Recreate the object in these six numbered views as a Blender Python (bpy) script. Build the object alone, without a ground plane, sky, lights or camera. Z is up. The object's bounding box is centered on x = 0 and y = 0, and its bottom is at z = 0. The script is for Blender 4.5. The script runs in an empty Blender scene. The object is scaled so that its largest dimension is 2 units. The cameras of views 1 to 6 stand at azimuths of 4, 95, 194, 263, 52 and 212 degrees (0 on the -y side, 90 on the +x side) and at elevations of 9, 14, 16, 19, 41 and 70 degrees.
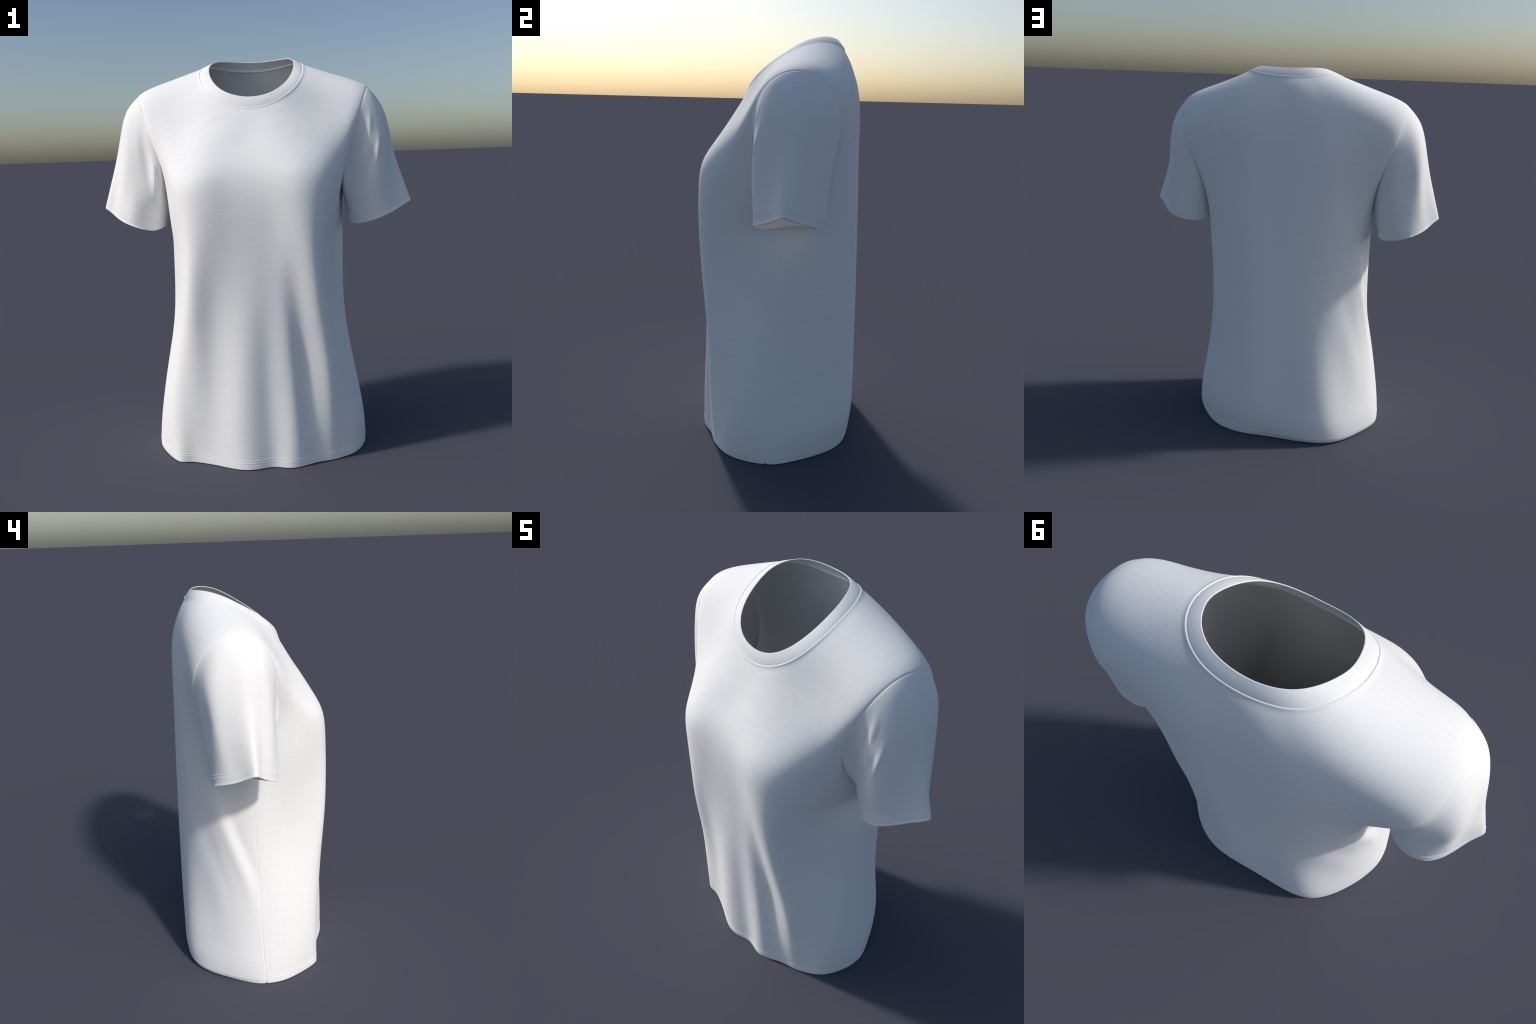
"""A white short-sleeved crew-neck T-shirt standing as if worn by an invisible body.

The torso is one smooth sleeve of cloth: a bicubic B-spline through named
cross-sections (hem to neck seam).  Its two panels (front and back) are cut out of it along
the side seams, armholes, shoulder seams and neck seam; sleeves are lofted
from the armholes to the cuffs; a ribbed collar band stands on the neck seam.
"""
import bpy, math
import numpy as np
from mathutils import Vector
from mathutils.geometry import delaunay_2d_cdt
from mathutils.kdtree import KDTree

rng = np.random.default_rng(7)
THICK = 0.0035          # cloth thickness

# ---------------------------------------------------------------- splines
def periodic_basis(u, n):
    """uniform periodic cubic B-spline weights, u in turns"""
    u = (np.asarray(u, float) % 1.0) * n
    i = np.floor(u).astype(int)
    f = u - i
    w = np.zeros((len(u), n))
    r = np.arange(len(u))
    for k, b in enumerate(((1 - f) ** 3 / 6, (3 * f ** 3 - 6 * f ** 2 + 4) / 6,
                           (-3 * f ** 3 + 3 * f ** 2 + 3 * f + 1) / 6, f ** 3 / 6)):
        w[r, (i + k - 1) % n] += b
    return w

def clamped_basis(t, n, p=3):
    """clamped uniform cubic B-spline weights, t in 0..1"""
    kn = np.r_[[0] * p, np.linspace(0, 1, n - p + 1), [1] * p]
    t = np.clip(np.asarray(t, float), 0, 1 - 1e-9)
    N = np.stack([(t >= kn[i]) & (t < kn[i + 1]) for i in range(len(kn) - 1)], 1).astype(float)
    for d in range(1, p + 1):
        M = np.zeros((len(t), len(kn) - 1 - d))
        for i in range(M.shape[1]):
            a, b = kn[i + d] - kn[i], kn[i + d + 1] - kn[i + 1]
            if a > 0: M[:, i] += (t - kn[i]) / a * N[:, i]
            if b > 0: M[:, i] += (kn[i + d + 1] - t) / b * N[:, i + 1]
        N = M
    return N

def closed_curve(points, v):
    """periodic cubic curve passing through the points"""
    pts = np.asarray(points, float)
    n = len(pts)
    c = np.linalg.solve(periodic_basis(np.arange(n) / n, n), pts)
    return periodic_basis(v, n) @ c

class Loft:
    """closed rings (control polygons) lofted with a bicubic B-spline"""
    def __init__(self, rings):
        self.c = np.array(rings, float)
    def at(self, u, t):
        u, t = np.broadcast_arrays(np.asarray(u, float), np.asarray(t, float))
        a = periodic_basis(u.ravel(), self.c.shape[1])
        b = clamped_basis(t.ravel(), self.c.shape[0])
        return np.einsum('ni,ijk,nj->nk', b, self.c, a).reshape(u.shape + (3,))
    def frame(self, u, t):
        e = 1e-4
        t = np.asarray(t, float)
        su = (self.at(u + e, t) - self.at(u - e, t)) / (2 * e)
        t1, t0 = np.minimum(t + e, 1), np.maximum(t - e, 0)
        st = (self.at(u, t1) - self.at(u, t0)) / (t1 - t0)[..., None]
        n = np.cross(su, st)
        n /= np.linalg.norm(n, axis=-1, keepdims=True) + 1e-12
        return su, st, n

def smooth(a, b, x):
    s = np.clip((x - a) / (b - a), 0, 1)
    return s * s * (3 - 2 * s)

# ---------------------------------------------------------------- torso cross-sections
# Control rings from the hem up to the neck seam.  Each starts at centre front
# (-y) and runs round by the wearer's left side (+x), the back and the right.
TORSO_RINGS = {
    "hem": [(-0.001, -0.391, 0), (0.076, -0.369, 0), (0.159, -0.391, 0), (0.301, -0.315, 0), (0.404, -0.268, 0), (0.481, -0.218, 0), (0.529, -0.119, 0), (0.55, -0.009, 0), (0.526, 0.091, 0), (0.468, 0.183, -0.001), (0.403, 0.274, -0.001), (0.327, 0.343, -0.001), (0.232, 0.38, -0.001), (0.129, 0.391, -0.001), (0.014, 0.377, -0.002), (-0.11, 0.379, -0.003), (-0.231, 0.374, -0.004), (-0.332, 0.344, -0.005), (-0.405, 0.283, -0.005), (-0.469, 0.193, -0.004), (-0.53, 0.098, -0.002), (-0.556, -0.006, 0), (-0.545, -0.108, 0), (-0.487, -0.212, 0), (-0.405, -0.328, 0), (-0.352, -0.297, 0), (-0.228, -0.347, 0), (-0.087, -0.404, 0)],
    "lower_skirt": [(0, -0.389, 0.189), (0.101, -0.382, 0.183), (0.202, -0.379, 0.174), (0.304, -0.321, 0.162), (0.401, -0.268, 0.15), (0.486, -0.21, 0.137), (0.541, -0.125, 0.127), (0.546, -0.014, 0.113), (0.523, 0.099, 0.1), (0.478, 0.207, 0.092), (0.406, 0.296, 0.089), (0.318, 0.363, 0.089), (0.219, 0.399, 0.087), (0.111, 0.404, 0.079), (-0.004, 0.404, 0.064), (-0.123, 0.406, 0.044), (-0.239, 0.405, 0.023), (-0.342, 0.378, 0.009), (-0.426, 0.303, 0.005), (-0.498, 0.203, 0.013), (-0.548, 0.095, 0.032), (-0.559, -0.015, 0.06), (-0.538, -0.121, 0.091), (-0.495, -0.22, 0.121), (-0.428, -0.307, 0.149), (-0.332, -0.324, 0.172), (-0.22, -0.353, 0.186), (-0.109, -0.396, 0.192)],
    "skirt": [(-0.001, -0.391, 0.421), (0.108, -0.382, 0.41), (0.21, -0.354, 0.393), (0.305, -0.316, 0.371), (0.401, -0.277, 0.344), (0.472, -0.206, 0.317), (0.514, -0.112, 0.304), (0.513, -0.007, 0.29), (0.487, 0.097, 0.278), (0.439, 0.196, 0.269), (0.381, 0.291, 0.266), (0.303, 0.364, 0.263), (0.208, 0.403, 0.253), (0.103, 0.407, 0.236), (-0.004, 0.403, 0.211), (-0.112, 0.399, 0.182), (-0.223, 0.402, 0.155), (-0.325, 0.376, 0.134), (-0.405, 0.292, 0.129), (-0.471, 0.186, 0.14), (-0.518, 0.081, 0.171), (-0.532, -0.021, 0.216), (-0.517, -0.12, 0.263), (-0.48, -0.213, 0.305), (-0.428, -0.301, 0.344), (-0.333, -0.337, 0.383), (-0.223, -0.352, 0.411), (-0.115, -0.377, 0.422)],
    "hip": [(-0.002, -0.39, 0.678), (0.108, -0.379, 0.665), (0.212, -0.35, 0.639), (0.306, -0.327, 0.605), (0.391, -0.287, 0.566), (0.429, -0.195, 0.534), (0.465, -0.095, 0.521), (0.472, 0.003, 0.516), (0.449, 0.103, 0.515), (0.413, 0.204, 0.515), (0.36, 0.286, 0.513), (0.282, 0.346, 0.502), (0.198, 0.391, 0.48), (0.102, 0.403, 0.453), (0.004, 0.395, 0.423), (-0.094, 0.388, 0.395), (-0.2, 0.395, 0.369), (-0.298, 0.357, 0.352), (-0.37, 0.265, 0.35), (-0.446, 0.176, 0.365), (-0.484, 0.081, 0.397), (-0.486, -0.017, 0.442), (-0.476, -0.11, 0.494), (-0.434, -0.2, 0.535), (-0.4, -0.295, 0.575), (-0.332, -0.355, 0.622), (-0.228, -0.362, 0.66), (-0.116, -0.375, 0.678)],
    "low_waist": [(-0.004, -0.386, 0.927), (0.108, -0.371, 0.914), (0.218, -0.374, 0.881), (0.306, -0.367, 0.834), (0.356, -0.282, 0.792), (0.382, -0.183, 0.765), (0.413, -0.083, 0.754), (0.44, 0.013, 0.759), (0.436, 0.11, 0.775), (0.394, 0.206, 0.787), (0.363, 0.293, 0.786), (0.28, 0.331, 0.765), (0.198, 0.383, 0.733), (0.106, 0.4, 0.7), (0.01, 0.392, 0.669), (-0.085, 0.383, 0.643), (-0.186, 0.378, 0.622), (-0.279, 0.334, 0.614), (-0.361, 0.26, 0.624), (-0.437, 0.191, 0.646), (-0.446, 0.092, 0.67), (-0.448, -0.001, 0.701), (-0.418, -0.093, 0.741), (-0.387, -0.187, 0.776), (-0.359, -0.289, 0.814), (-0.327, -0.385, 0.86), (-0.231, -0.391, 0.902), (-0.117, -0.381, 0.923)],
    "waist": [(-0.006, -0.381, 1.143), (0.106, -0.372, 1.133), (0.218, -0.401, 1.101), (0.301, -0.392, 1.05), (0.343, -0.283, 1.012), (0.375, -0.179, 0.998), (0.402, -0.08, 1.005), (0.443, 0.021, 1.021), (0.457, 0.128, 1.039), (0.403, 0.206, 1.052), (0.359, 0.288, 1.045), (0.29, 0.336, 1.016), (0.2, 0.376, 0.984), (0.106, 0.393, 0.954), (0.011, 0.384, 0.926), (-0.085, 0.379, 0.902), (-0.181, 0.363, 0.886), (-0.278, 0.33, 0.886), (-0.366, 0.275, 0.91), (-0.414, 0.206, 0.938), (-0.428, 0.105, 0.959), (-0.452, 0.017, 0.978), (-0.411, -0.08, 0.994), (-0.392, -0.182, 1.01), (-0.349, -0.285, 1.04), (-0.312, -0.387, 1.079), (-0.226, -0.403, 1.116), (-0.115, -0.385, 1.137)],
    "ribs": [(-0.006, -0.379, 1.314), (0.103, -0.385, 1.307), (0.213, -0.406, 1.283), (0.313, -0.383, 1.24), (0.378, -0.284, 1.214), (0.404, -0.173, 1.225), (0.407, -0.07, 1.257), (0.426, 0.044, 1.285), (0.456, 0.154, 1.294), (0.428, 0.226, 1.286), (0.36, 0.283, 1.26), (0.298, 0.354, 1.232), (0.198, 0.376, 1.211), (0.1, 0.383, 1.192), (0.007, 0.378, 1.173), (-0.086, 0.377, 1.155), (-0.182, 0.363, 1.143), (-0.277, 0.336, 1.144), (-0.358, 0.282, 1.17), (-0.407, 0.217, 1.206), (-0.446, 0.14, 1.234), (-0.446, 0.046, 1.25), (-0.429, -0.063, 1.244), (-0.43, -0.174, 1.23), (-0.382, -0.279, 1.233), (-0.324, -0.377, 1.26), (-0.224, -0.4, 1.286), (-0.114, -0.384, 1.305)],
    "bust": [(-0.006, -0.361, 1.433), (0.1, -0.375, 1.423), (0.216, -0.405, 1.409), (0.334, -0.365, 1.39), (0.412, -0.264, 1.389), (0.443, -0.162, 1.431), (0.45, -0.062, 1.485), (0.463, 0.058, 1.519), (0.492, 0.176, 1.514), (0.497, 0.265, 1.469), (0.396, 0.279, 1.434), (0.304, 0.339, 1.42), (0.202, 0.367, 1.414), (0.1, 0.373, 1.409), (0.001, 0.373, 1.399), (-0.096, 0.374, 1.388), (-0.198, 0.369, 1.377), (-0.295, 0.337, 1.374), (-0.382, 0.286, 1.388), (-0.47, 0.248, 1.423), (-0.494, 0.172, 1.473), (-0.47, 0.067, 1.492), (-0.461, -0.05, 1.475), (-0.452, -0.158, 1.433), (-0.409, -0.257, 1.382), (-0.346, -0.364, 1.384), (-0.229, -0.394, 1.4), (-0.114, -0.365, 1.42)],
    "armpit": [(-0.006, -0.321, 1.511), (0.103, -0.331, 1.505), (0.223, -0.332, 1.498), (0.339, -0.286, 1.507), (0.429, -0.205, 1.537), (0.495, -0.142, 1.602), (0.539, -0.059, 1.667), (0.565, 0.059, 1.7), (0.592, 0.188, 1.681), (0.579, 0.294, 1.613), (0.451, 0.293, 1.586), (0.326, 0.33, 1.583), (0.217, 0.366, 1.589), (0.106, 0.37, 1.593), (-0.004, 0.366, 1.592), (-0.114, 0.368, 1.586), (-0.225, 0.366, 1.576), (-0.335, 0.337, 1.568), (-0.45, 0.298, 1.567), (-0.581, 0.29, 1.589), (-0.597, 0.189, 1.659), (-0.57, 0.066, 1.682), (-0.547, -0.047, 1.658), (-0.508, -0.14, 1.597), (-0.438, -0.205, 1.505), (-0.345, -0.282, 1.478), (-0.236, -0.333, 1.49), (-0.116, -0.323, 1.504)],
    "upper_chest": [(-0.006, -0.276, 1.572), (0.108, -0.285, 1.579), (0.225, -0.264, 1.588), (0.331, -0.207, 1.609), (0.422, -0.147, 1.651), (0.51, -0.107, 1.716), (0.578, -0.044, 1.782), (0.622, 0.063, 1.813), (0.622, 0.184, 1.794), (0.564, 0.28, 1.74), (0.447, 0.309, 1.714), (0.32, 0.328, 1.715), (0.21, 0.362, 1.726), (0.1, 0.362, 1.735), (-0.008, 0.355, 1.742), (-0.116, 0.356, 1.741), (-0.226, 0.349, 1.732), (-0.335, 0.329, 1.719), (-0.459, 0.308, 1.71), (-0.587, 0.285, 1.724), (-0.641, 0.188, 1.782), (-0.635, 0.065, 1.804), (-0.596, -0.043, 1.773), (-0.531, -0.108, 1.708), (-0.453, -0.163, 1.626), (-0.346, -0.215, 1.581), (-0.237, -0.274, 1.578), (-0.12, -0.285, 1.576)],
    "shoulder": [(-0.006, -0.244, 1.626), (0.099, -0.248, 1.642), (0.199, -0.217, 1.662), (0.287, -0.164, 1.687), (0.369, -0.118, 1.728), (0.447, -0.076, 1.779), (0.513, -0.021, 1.833), (0.553, 0.072, 1.86), (0.537, 0.171, 1.862), (0.472, 0.255, 1.839), (0.378, 0.303, 1.823), (0.274, 0.32, 1.822), (0.177, 0.334, 1.83), (0.083, 0.332, 1.839), (-0.009, 0.334, 1.851), (-0.1, 0.335, 1.854), (-0.191, 0.325, 1.845), (-0.286, 0.318, 1.834), (-0.388, 0.302, 1.826), (-0.49, 0.259, 1.835), (-0.56, 0.177, 1.856), (-0.577, 0.07, 1.861), (-0.539, -0.027, 1.828), (-0.475, -0.081, 1.77), (-0.399, -0.127, 1.707), (-0.307, -0.174, 1.665), (-0.21, -0.222, 1.648), (-0.11, -0.246, 1.635)],
    "yoke": [(-0.005, -0.22, 1.678), (0.081, -0.215, 1.691), (0.161, -0.19, 1.715), (0.231, -0.152, 1.746), (0.293, -0.11, 1.785), (0.346, -0.061, 1.828), (0.389, -0.001, 1.871), (0.409, 0.078, 1.899), (0.393, 0.154, 1.908), (0.346, 0.222, 1.913), (0.282, 0.271, 1.909), (0.209, 0.293, 1.904), (0.134, 0.297, 1.903), (0.062, 0.297, 1.907), (-0.008, 0.302, 1.914), (-0.077, 0.303, 1.92), (-0.147, 0.294, 1.916), (-0.218, 0.288, 1.913), (-0.291, 0.27, 1.914), (-0.36, 0.224, 1.919), (-0.414, 0.157, 1.91), (-0.432, 0.077, 1.897), (-0.413, -0.006, 1.866), (-0.369, -0.063, 1.82), (-0.312, -0.108, 1.772), (-0.247, -0.155, 1.735), (-0.173, -0.194, 1.708), (-0.092, -0.215, 1.687)],
    "neck_seam": [(-0.004, -0.197, 1.724), (0.067, -0.192, 1.733), (0.133, -0.175, 1.758), (0.188, -0.146, 1.793), (0.227, -0.103, 1.835), (0.249, -0.048, 1.877), (0.258, 0.011, 1.913), (0.257, 0.08, 1.947), (0.248, 0.126, 1.962), (0.228, 0.177, 1.974), (0.195, 0.22, 1.973), (0.151, 0.251, 1.966), (0.1, 0.269, 1.958), (0.047, 0.277, 1.953), (-0.007, 0.278, 1.951), (-0.06, 0.274, 1.952), (-0.112, 0.266, 1.956), (-0.161, 0.249, 1.963), (-0.204, 0.219, 1.97), (-0.237, 0.178, 1.971), (-0.258, 0.128, 1.96), (-0.268, 0.084, 1.943), (-0.267, 0.016, 1.91), (-0.255, -0.042, 1.875), (-0.232, -0.097, 1.834), (-0.192, -0.139, 1.792), (-0.139, -0.169, 1.757), (-0.074, -0.189, 1.733)],
}
torso = Loft(list(TORSO_RINGS.values()))

# seams drawn on the torso in (u = turns round, t = up)
ARMHOLE = {
    "left": [(0.2506, 0.8439), (0.2236, 0.8308), (0.2019, 0.7945), (0.1891, 0.7464), (0.1859, 0.6914), (0.1899, 0.6377), (0.2007, 0.5888), (0.2207, 0.5502), (0.2464, 0.5322), (0.2740, 0.5377), (0.2992, 0.5662), (0.3171, 0.6165), (0.3241, 0.6771), (0.3185, 0.7359), (0.3028, 0.7864), (0.2798, 0.8253)],
    "right": [(0.7520, 0.8508), (0.7783, 0.8393), (0.8009, 0.8082), (0.8144, 0.7610), (0.8150, 0.6994), (0.8085, 0.6423), (0.7966, 0.5952), (0.7774, 0.5614), (0.7518, 0.5490), (0.7226, 0.5628), (0.6986, 0.5987), (0.6830, 0.6480), (0.6773, 0.7030), (0.6835, 0.7574), (0.6997, 0.8045), (0.7234, 0.8381)],
}
SIDE_SEAM = {   # (t, u)
    "left": [(0.0, 0.25), (0.071, 0.25), (0.143, 0.25), (0.214, 0.25), (0.286, 0.25), (0.357, 0.25), (0.429, 0.25), (0.5, 0.25)],
    "right": [(0.0, 0.7507), (0.071, 0.7445), (0.143, 0.7427), (0.214, 0.7439), (0.286, 0.7465), (0.357, 0.7492), (0.429, 0.7503), (0.5, 0.7486)],
}
NECK_U = {'left': .25, 'right': .75}


# soft drape folds of the cloth
# each: panel, path [(z, x)], height [(z, metres)], half-width [(z, metres)]
FOLDS = [
    ('front', [(0, .366), (.39, .345), (.83, .304), (1.2, .284)], [(0, .003), (.15, .012), (.45, .020), (.75, .014), (1.05, 0)], [(0, .045), (1, .045)]),
    ('front', [(0, .280), (.22, .250), (.59, .222), (.93, .185)], [(0, -.004), (.2, -.013), (.5, -.017), (.8, -.012), (1.1, 0)], [(0, .046), (1, .048)]),
    ('front', [(0, .168), (.47, .167), (.79, .135), (1.0, .123)], [(0, .003), (.3, .007), (.7, .005), (1.05, 0)], [(0, .042), (1, .050)]),
    ('front', [(0, .065), (.59, .052), (.9, .048)], [(0, -.006), (.3, -.012), (.6, -.009), (.9, 0)], [(0, .055), (1, .060)]),
    ('front', [(0, -.055), (.22, -.07), (.8, -.06)], [(0, .003), (.3, .010), (.6, .010), (.9, 0)], [(0, .075), (1, .075)]),
    ('front', [(.1, -.22), (.84, -.199), (1.1, -.19)], [(.1, -.003), (.35, -.004), (.8, -.008), (1.2, 0)], [(0, .07), (1, .07)]),
    ('front', [(.1, -.30), (.94, -.289)], [(.1, 0), (.5, .003), (.85, .003), (1.1, 0)], [(0, .05), (1, .045)]),
    # hollow beside the right armpit, where the sleeve pulls at the chest
    ('front', [(1.30, -.425), (1.45, -.44), (1.60, -.47)], [(1.22, 0), (1.34, -.009), (1.50, -.011), (1.66, 0)], [(1.2, .045), (1.7, .042)]),
    # pulls running down the wearer's right side (path is (z, y) here)
    ('right', [(.45, .04), (.57, .064), (.72, .118), (.93, .18), (1.05, .21)], [(.36, 0), (.58, .010), (.85, .011), (1.14, 0)], [(0, .036), (1, .038)]),
    ('right', [(.45, .15), (.57, .19), (.72, .225), (.82, .26), (1.0, .29)], [(.3, 0), (.55, -.008), (.8, -.009), (1.1, 0)], [(0, .05), (1, .05)]),
    ('right', [(.55, .0), (.67, .046), (.79, .089), (.9, .139)], [(.5, 0), (.65, -.004), (.85, -.005), (1.0, 0)], [(0, .030), (1, .030)]),
]


def along(z, table):
    """smoothed piecewise-linear lookup up the body"""
    zs, vs = np.array(table).T
    return sum(np.interp(z + d, zs, vs) for d in (-.10, -.05, 0, .05, .10)) / 5

def fold_height(P):
    h = np.zeros(P.shape[:-1])
    x, z = P[..., 0], P[..., 2]
    for side, path, height, width in FOLDS:
        c = x if side == 'front' else P[..., 1]
        f = along(z, height) * np.exp(-((c - along(z, path)) / along(z, width)) ** 2)
        h += f * (smooth(-.02, -.12, P[..., 1]) if side == 'front' else smooth(-.15, -.28, x))
    # the back hem curls in a little
    h -= .006 * smooth(.16, -.02, z) * smooth(0, .12, P[..., 1])
    return h

def torso_surface(u, t):
    P = torso.at(u, t)
    _, _, n = torso.frame(u, t)
    return P + n * fold_height(P)[..., None], n

# ---------------------------------------------------------------- mesh helpers
def new_object(name, verts, faces, material, parent, smooth_shade=True):
    me = bpy.data.meshes.new(name)
    me.from_pydata([tuple(map(float, v)) for v in verts], [], [tuple(map(int, f)) for f in faces])
    me.materials.append(material)
    me.polygons.foreach_set("use_smooth", [smooth_shade] * len(me.polygons))
    me.update()
    ob = bpy.data.objects.new(name, me)
    bpy.context.scene.collection.objects.link(ob)
    ob.parent = parent
    return ob

def polyline_tree(pts):
    kd = KDTree(len(pts))
    for i, p in enumerate(pts): kd.insert(p, i)
    kd.balance()
    return kd

def densify(pts, step=0.0015, closed=False):
    pts = np.asarray(pts)
    if closed: pts = np.vstack([pts, pts[:1]])
    s = np.r_[0, np.cumsum(np.linalg.norm(np.diff(pts, axis=0), axis=1))]
    q = np.linspace(0, s[-1], max(2, int(s[-1] / step)))
    return np.stack([np.interp(q, s, pts[:, k]) for k in range(pts.shape[1])], 1)

def resample(pts, step, metric):
    """resample a (u,t) polyline at an even spacing measured on the cloth"""
    P = metric(pts)
    s = np.r_[0, np.cumsum(np.linalg.norm(np.diff(P, axis=0), axis=1))]
    q = np.linspace(0, s[-1], max(3, int(round(s[-1] / step)) + 1))
    return np.stack([np.interp(q, s, pts[:, k]) for k in range(2)], 1)

def dist_to(trees, P, cap):
    d = np.full(len(P), cap)
    for i, p in enumerate(P):
        for kd in trees:
            _, _, r = kd.find(p)
            if r < d[i]: d[i] = r
    return d

# relief across a sewn seam: a narrow groove between two soft lips
def seam_relief(d, depth=.0032, w=.0035, lip=.0012):
    return -depth * np.exp(-(d / w) ** 2) + lip * np.exp(-((d - .010) / .006) ** 2)

def seam_depth(P):
    """the right armhole seam is pressed almost flat at the shoulder top and front"""
    flat = smooth(-.2, -.3, P[..., 0]) * smooth(.19, .10, P[..., 1])
    return 1 - .88 * flat

# relief at the neck seam: turned edge stands proud as a bead, cloth dips under it
def neck_relief(d):
    return .0021 * np.exp(-(d / .0050) ** 2) - .0007 * np.exp(-((d - .017) / .010) ** 2)

# ---------------------------------------------------------------- materials
def cloth(name, colour, rough, rib, streak, tilt=(0, 0, 0), wale=66):
    m = bpy.data.materials.new(name)
    m.use_nodes = True
    nt = m.node_tree; N = nt.nodes; L = nt.links
    bsdf = N["Principled BSDF"]
    bsdf.inputs["Roughness"].default_value = rough
    bsdf.inputs["Specular IOR Level"].default_value = .25
    bsdf.inputs["Sheen Weight"].default_value = .06
    bsdf.inputs["Sheen Roughness"].default_value = .5
    tc = N.new("ShaderNodeTexCoord")
    def mapped(scale, rot=(0, 0, 0), follow=False):
        mp = N.new("ShaderNodeMapping")
        mp.inputs["Scale"].default_value = scale
        mp.inputs["Rotation"].default_value = rot
        L.new(cloth_xyz.outputs[0] if follow else tc.outputs["Object"], mp.inputs["Vector"])
        return mp
    def noise(scale, detail=3, rot=(0, 0, 0)):
        n = N.new("ShaderNodeTexNoise")
        n.inputs["Scale"].default_value = 1
        n.inputs["Detail"].default_value = detail
        L.new(mapped(scale, rot, True).outputs["Vector"], n.inputs["Vector"])
        return n.outputs["Fac"]
    # the courses follow the cloth: level round the body, and over the shoulders
    # they keep running across it, folding back at the shoulder seam
    xyz = N.new("ShaderNodeSeparateXYZ")
    L.new(tc.outputs["Object"], xyz.inputs[0])
    def math_node(op, a, b=None):
        n = N.new("ShaderNodeMath"); n.operation = op
        for i, v in enumerate((a, b)):
            if v is None: continue
            if isinstance(v, (int, float)): n.inputs[i].default_value = v
            else: L.new(v, n.inputs[i])
        return n.outputs[0]
    over = N.new("ShaderNodeMapRange"); over.interpolation_type = 'SMOOTHSTEP'
    over.inputs["From Min"].default_value = 1.50; over.inputs["From Max"].default_value = 1.78
    over.inputs["To Max"].default_value = .8 if not any(tilt) else 0
    L.new(xyz.outputs["Z"], over.inputs["Value"])
    away = math_node('ABSOLUTE', math_node('SUBTRACT', xyz.outputs["Y"], .07))
    up = math_node('SUBTRACT', xyz.outputs["Z"], math_node('MULTIPLY', away, over.outputs["Result"]))
    cloth_xyz = N.new("ShaderNodeCombineXYZ")
    L.new(xyz.outputs["X"], cloth_xyz.inputs[0]); L.new(xyz.outputs["Y"], cloth_xyz.inputs[1]); L.new(up, cloth_xyz.inputs[2])
    # slub: long thin courses lying round the body
    slub = noise((7, 7, 230), 4, tilt)
    # wales: fine upright ribs of the knit, counted across the cloth
    geo = N.new("ShaderNodeNewGeometry")
    sep = N.new("ShaderNodeSeparateXYZ")
    L.new(geo.outputs["Normal"], sep.inputs[0])
    sideways = N.new("ShaderNodeMath"); sideways.operation = 'ABSOLUTE'
    L.new(sep.outputs["X"], sideways.inputs[0])
    def wave(axis):
        w = N.new("ShaderNodeTexWave")
        w.wave_type = 'BANDS'; w.bands_direction = axis
        w.inputs["Scale"].default_value = 1
        w.inputs["Distortion"].default_value = 1.2
        w.inputs["Detail"].default_value = 2
        w.inputs["Detail Scale"].default_value = .35
        L.new(mapped((wale, wale, wale * .25), tilt).outputs["Vector"], w.inputs["Vector"])
        return w.outputs["Fac"]
    mixw = N.new("ShaderNodeMix"); mixw.data_type = 'FLOAT'
    pick = N.new("ShaderNodeMapRange")
    pick.inputs["From Min"].default_value = .62; pick.inputs["From Max"].default_value = .80
    L.new(sideways.outputs[0], pick.inputs["Value"])
    L.new(pick.outputs["Result"], mixw.inputs["Factor"])
    L.new(wave('X'), mixw.inputs["A"]); L.new(wave('Y'), mixw.inputs["B"])
    wales = mixw.outputs["Result"]
    # loops
    loops = noise((420, 420, 420), 1)
    def mul(a, k):
        n = N.new("ShaderNodeMath"); n.operation = 'MULTIPLY'
        L.new(a, n.inputs[0]); n.inputs[1].default_value = k
        return n.outputs[0]
    def add(a, b):
        n = N.new("ShaderNodeMath"); n.operation = 'ADD'
        L.new(a, n.inputs[0]); L.new(b, n.inputs[1])
        return n.outputs[0]
    h = add(add(mul(slub, streak), mul(wales, rib)), mul(loops, .25))
    bump = N.new("ShaderNodeBump")
    bump.inputs["Strength"].default_value = .35
    bump.inputs["Distance"].default_value = .0016
    L.new(h, bump.inputs["Height"])
    L.new(bump.outputs["Normal"], bsdf.inputs["Normal"])
    # barely uneven white
    ramp = N.new("ShaderNodeValToRGB")
    ramp.color_ramp.elements[0].position = .3
    ramp.color_ramp.elements[1].position = .7
    ramp.color_ramp.elements[0].color = (*[c * .965 for c in colour], 1)
    ramp.color_ramp.elements[1].color = (*colour, 1)
    L.new(slub, ramp.inputs["Fac"])
    L.new(ramp.outputs["Color"], bsdf.inputs["Base Color"])
    return m

WHITE = (.945, .945, .943)
JERSEY = cloth("white_jersey", WHITE, .85, .30, .80)
SLEEVE_JERSEY = {'left': cloth("white_jersey_left_sleeve", WHITE, .85, .20, .80, (0, math.radians(-24), 0)),
                 'right': cloth("white_jersey_right_sleeve", WHITE, .85, .20, .80, (0, math.radians(24), 0))}
RIB = cloth("white_rib_knit", WHITE, .85, .12, .12)
THREAD = cloth("white_thread", WHITE, .7, .0, .0)


# ---------------------------------------------------------------- root
root = bpy.data.objects.new("t_shirt", None)
bpy.context.scene.collection.objects.link(root)
root["label"] = "plain white short-sleeved crew-neck T-shirt, softly draped"
root["category"] = "t-shirt"

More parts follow.
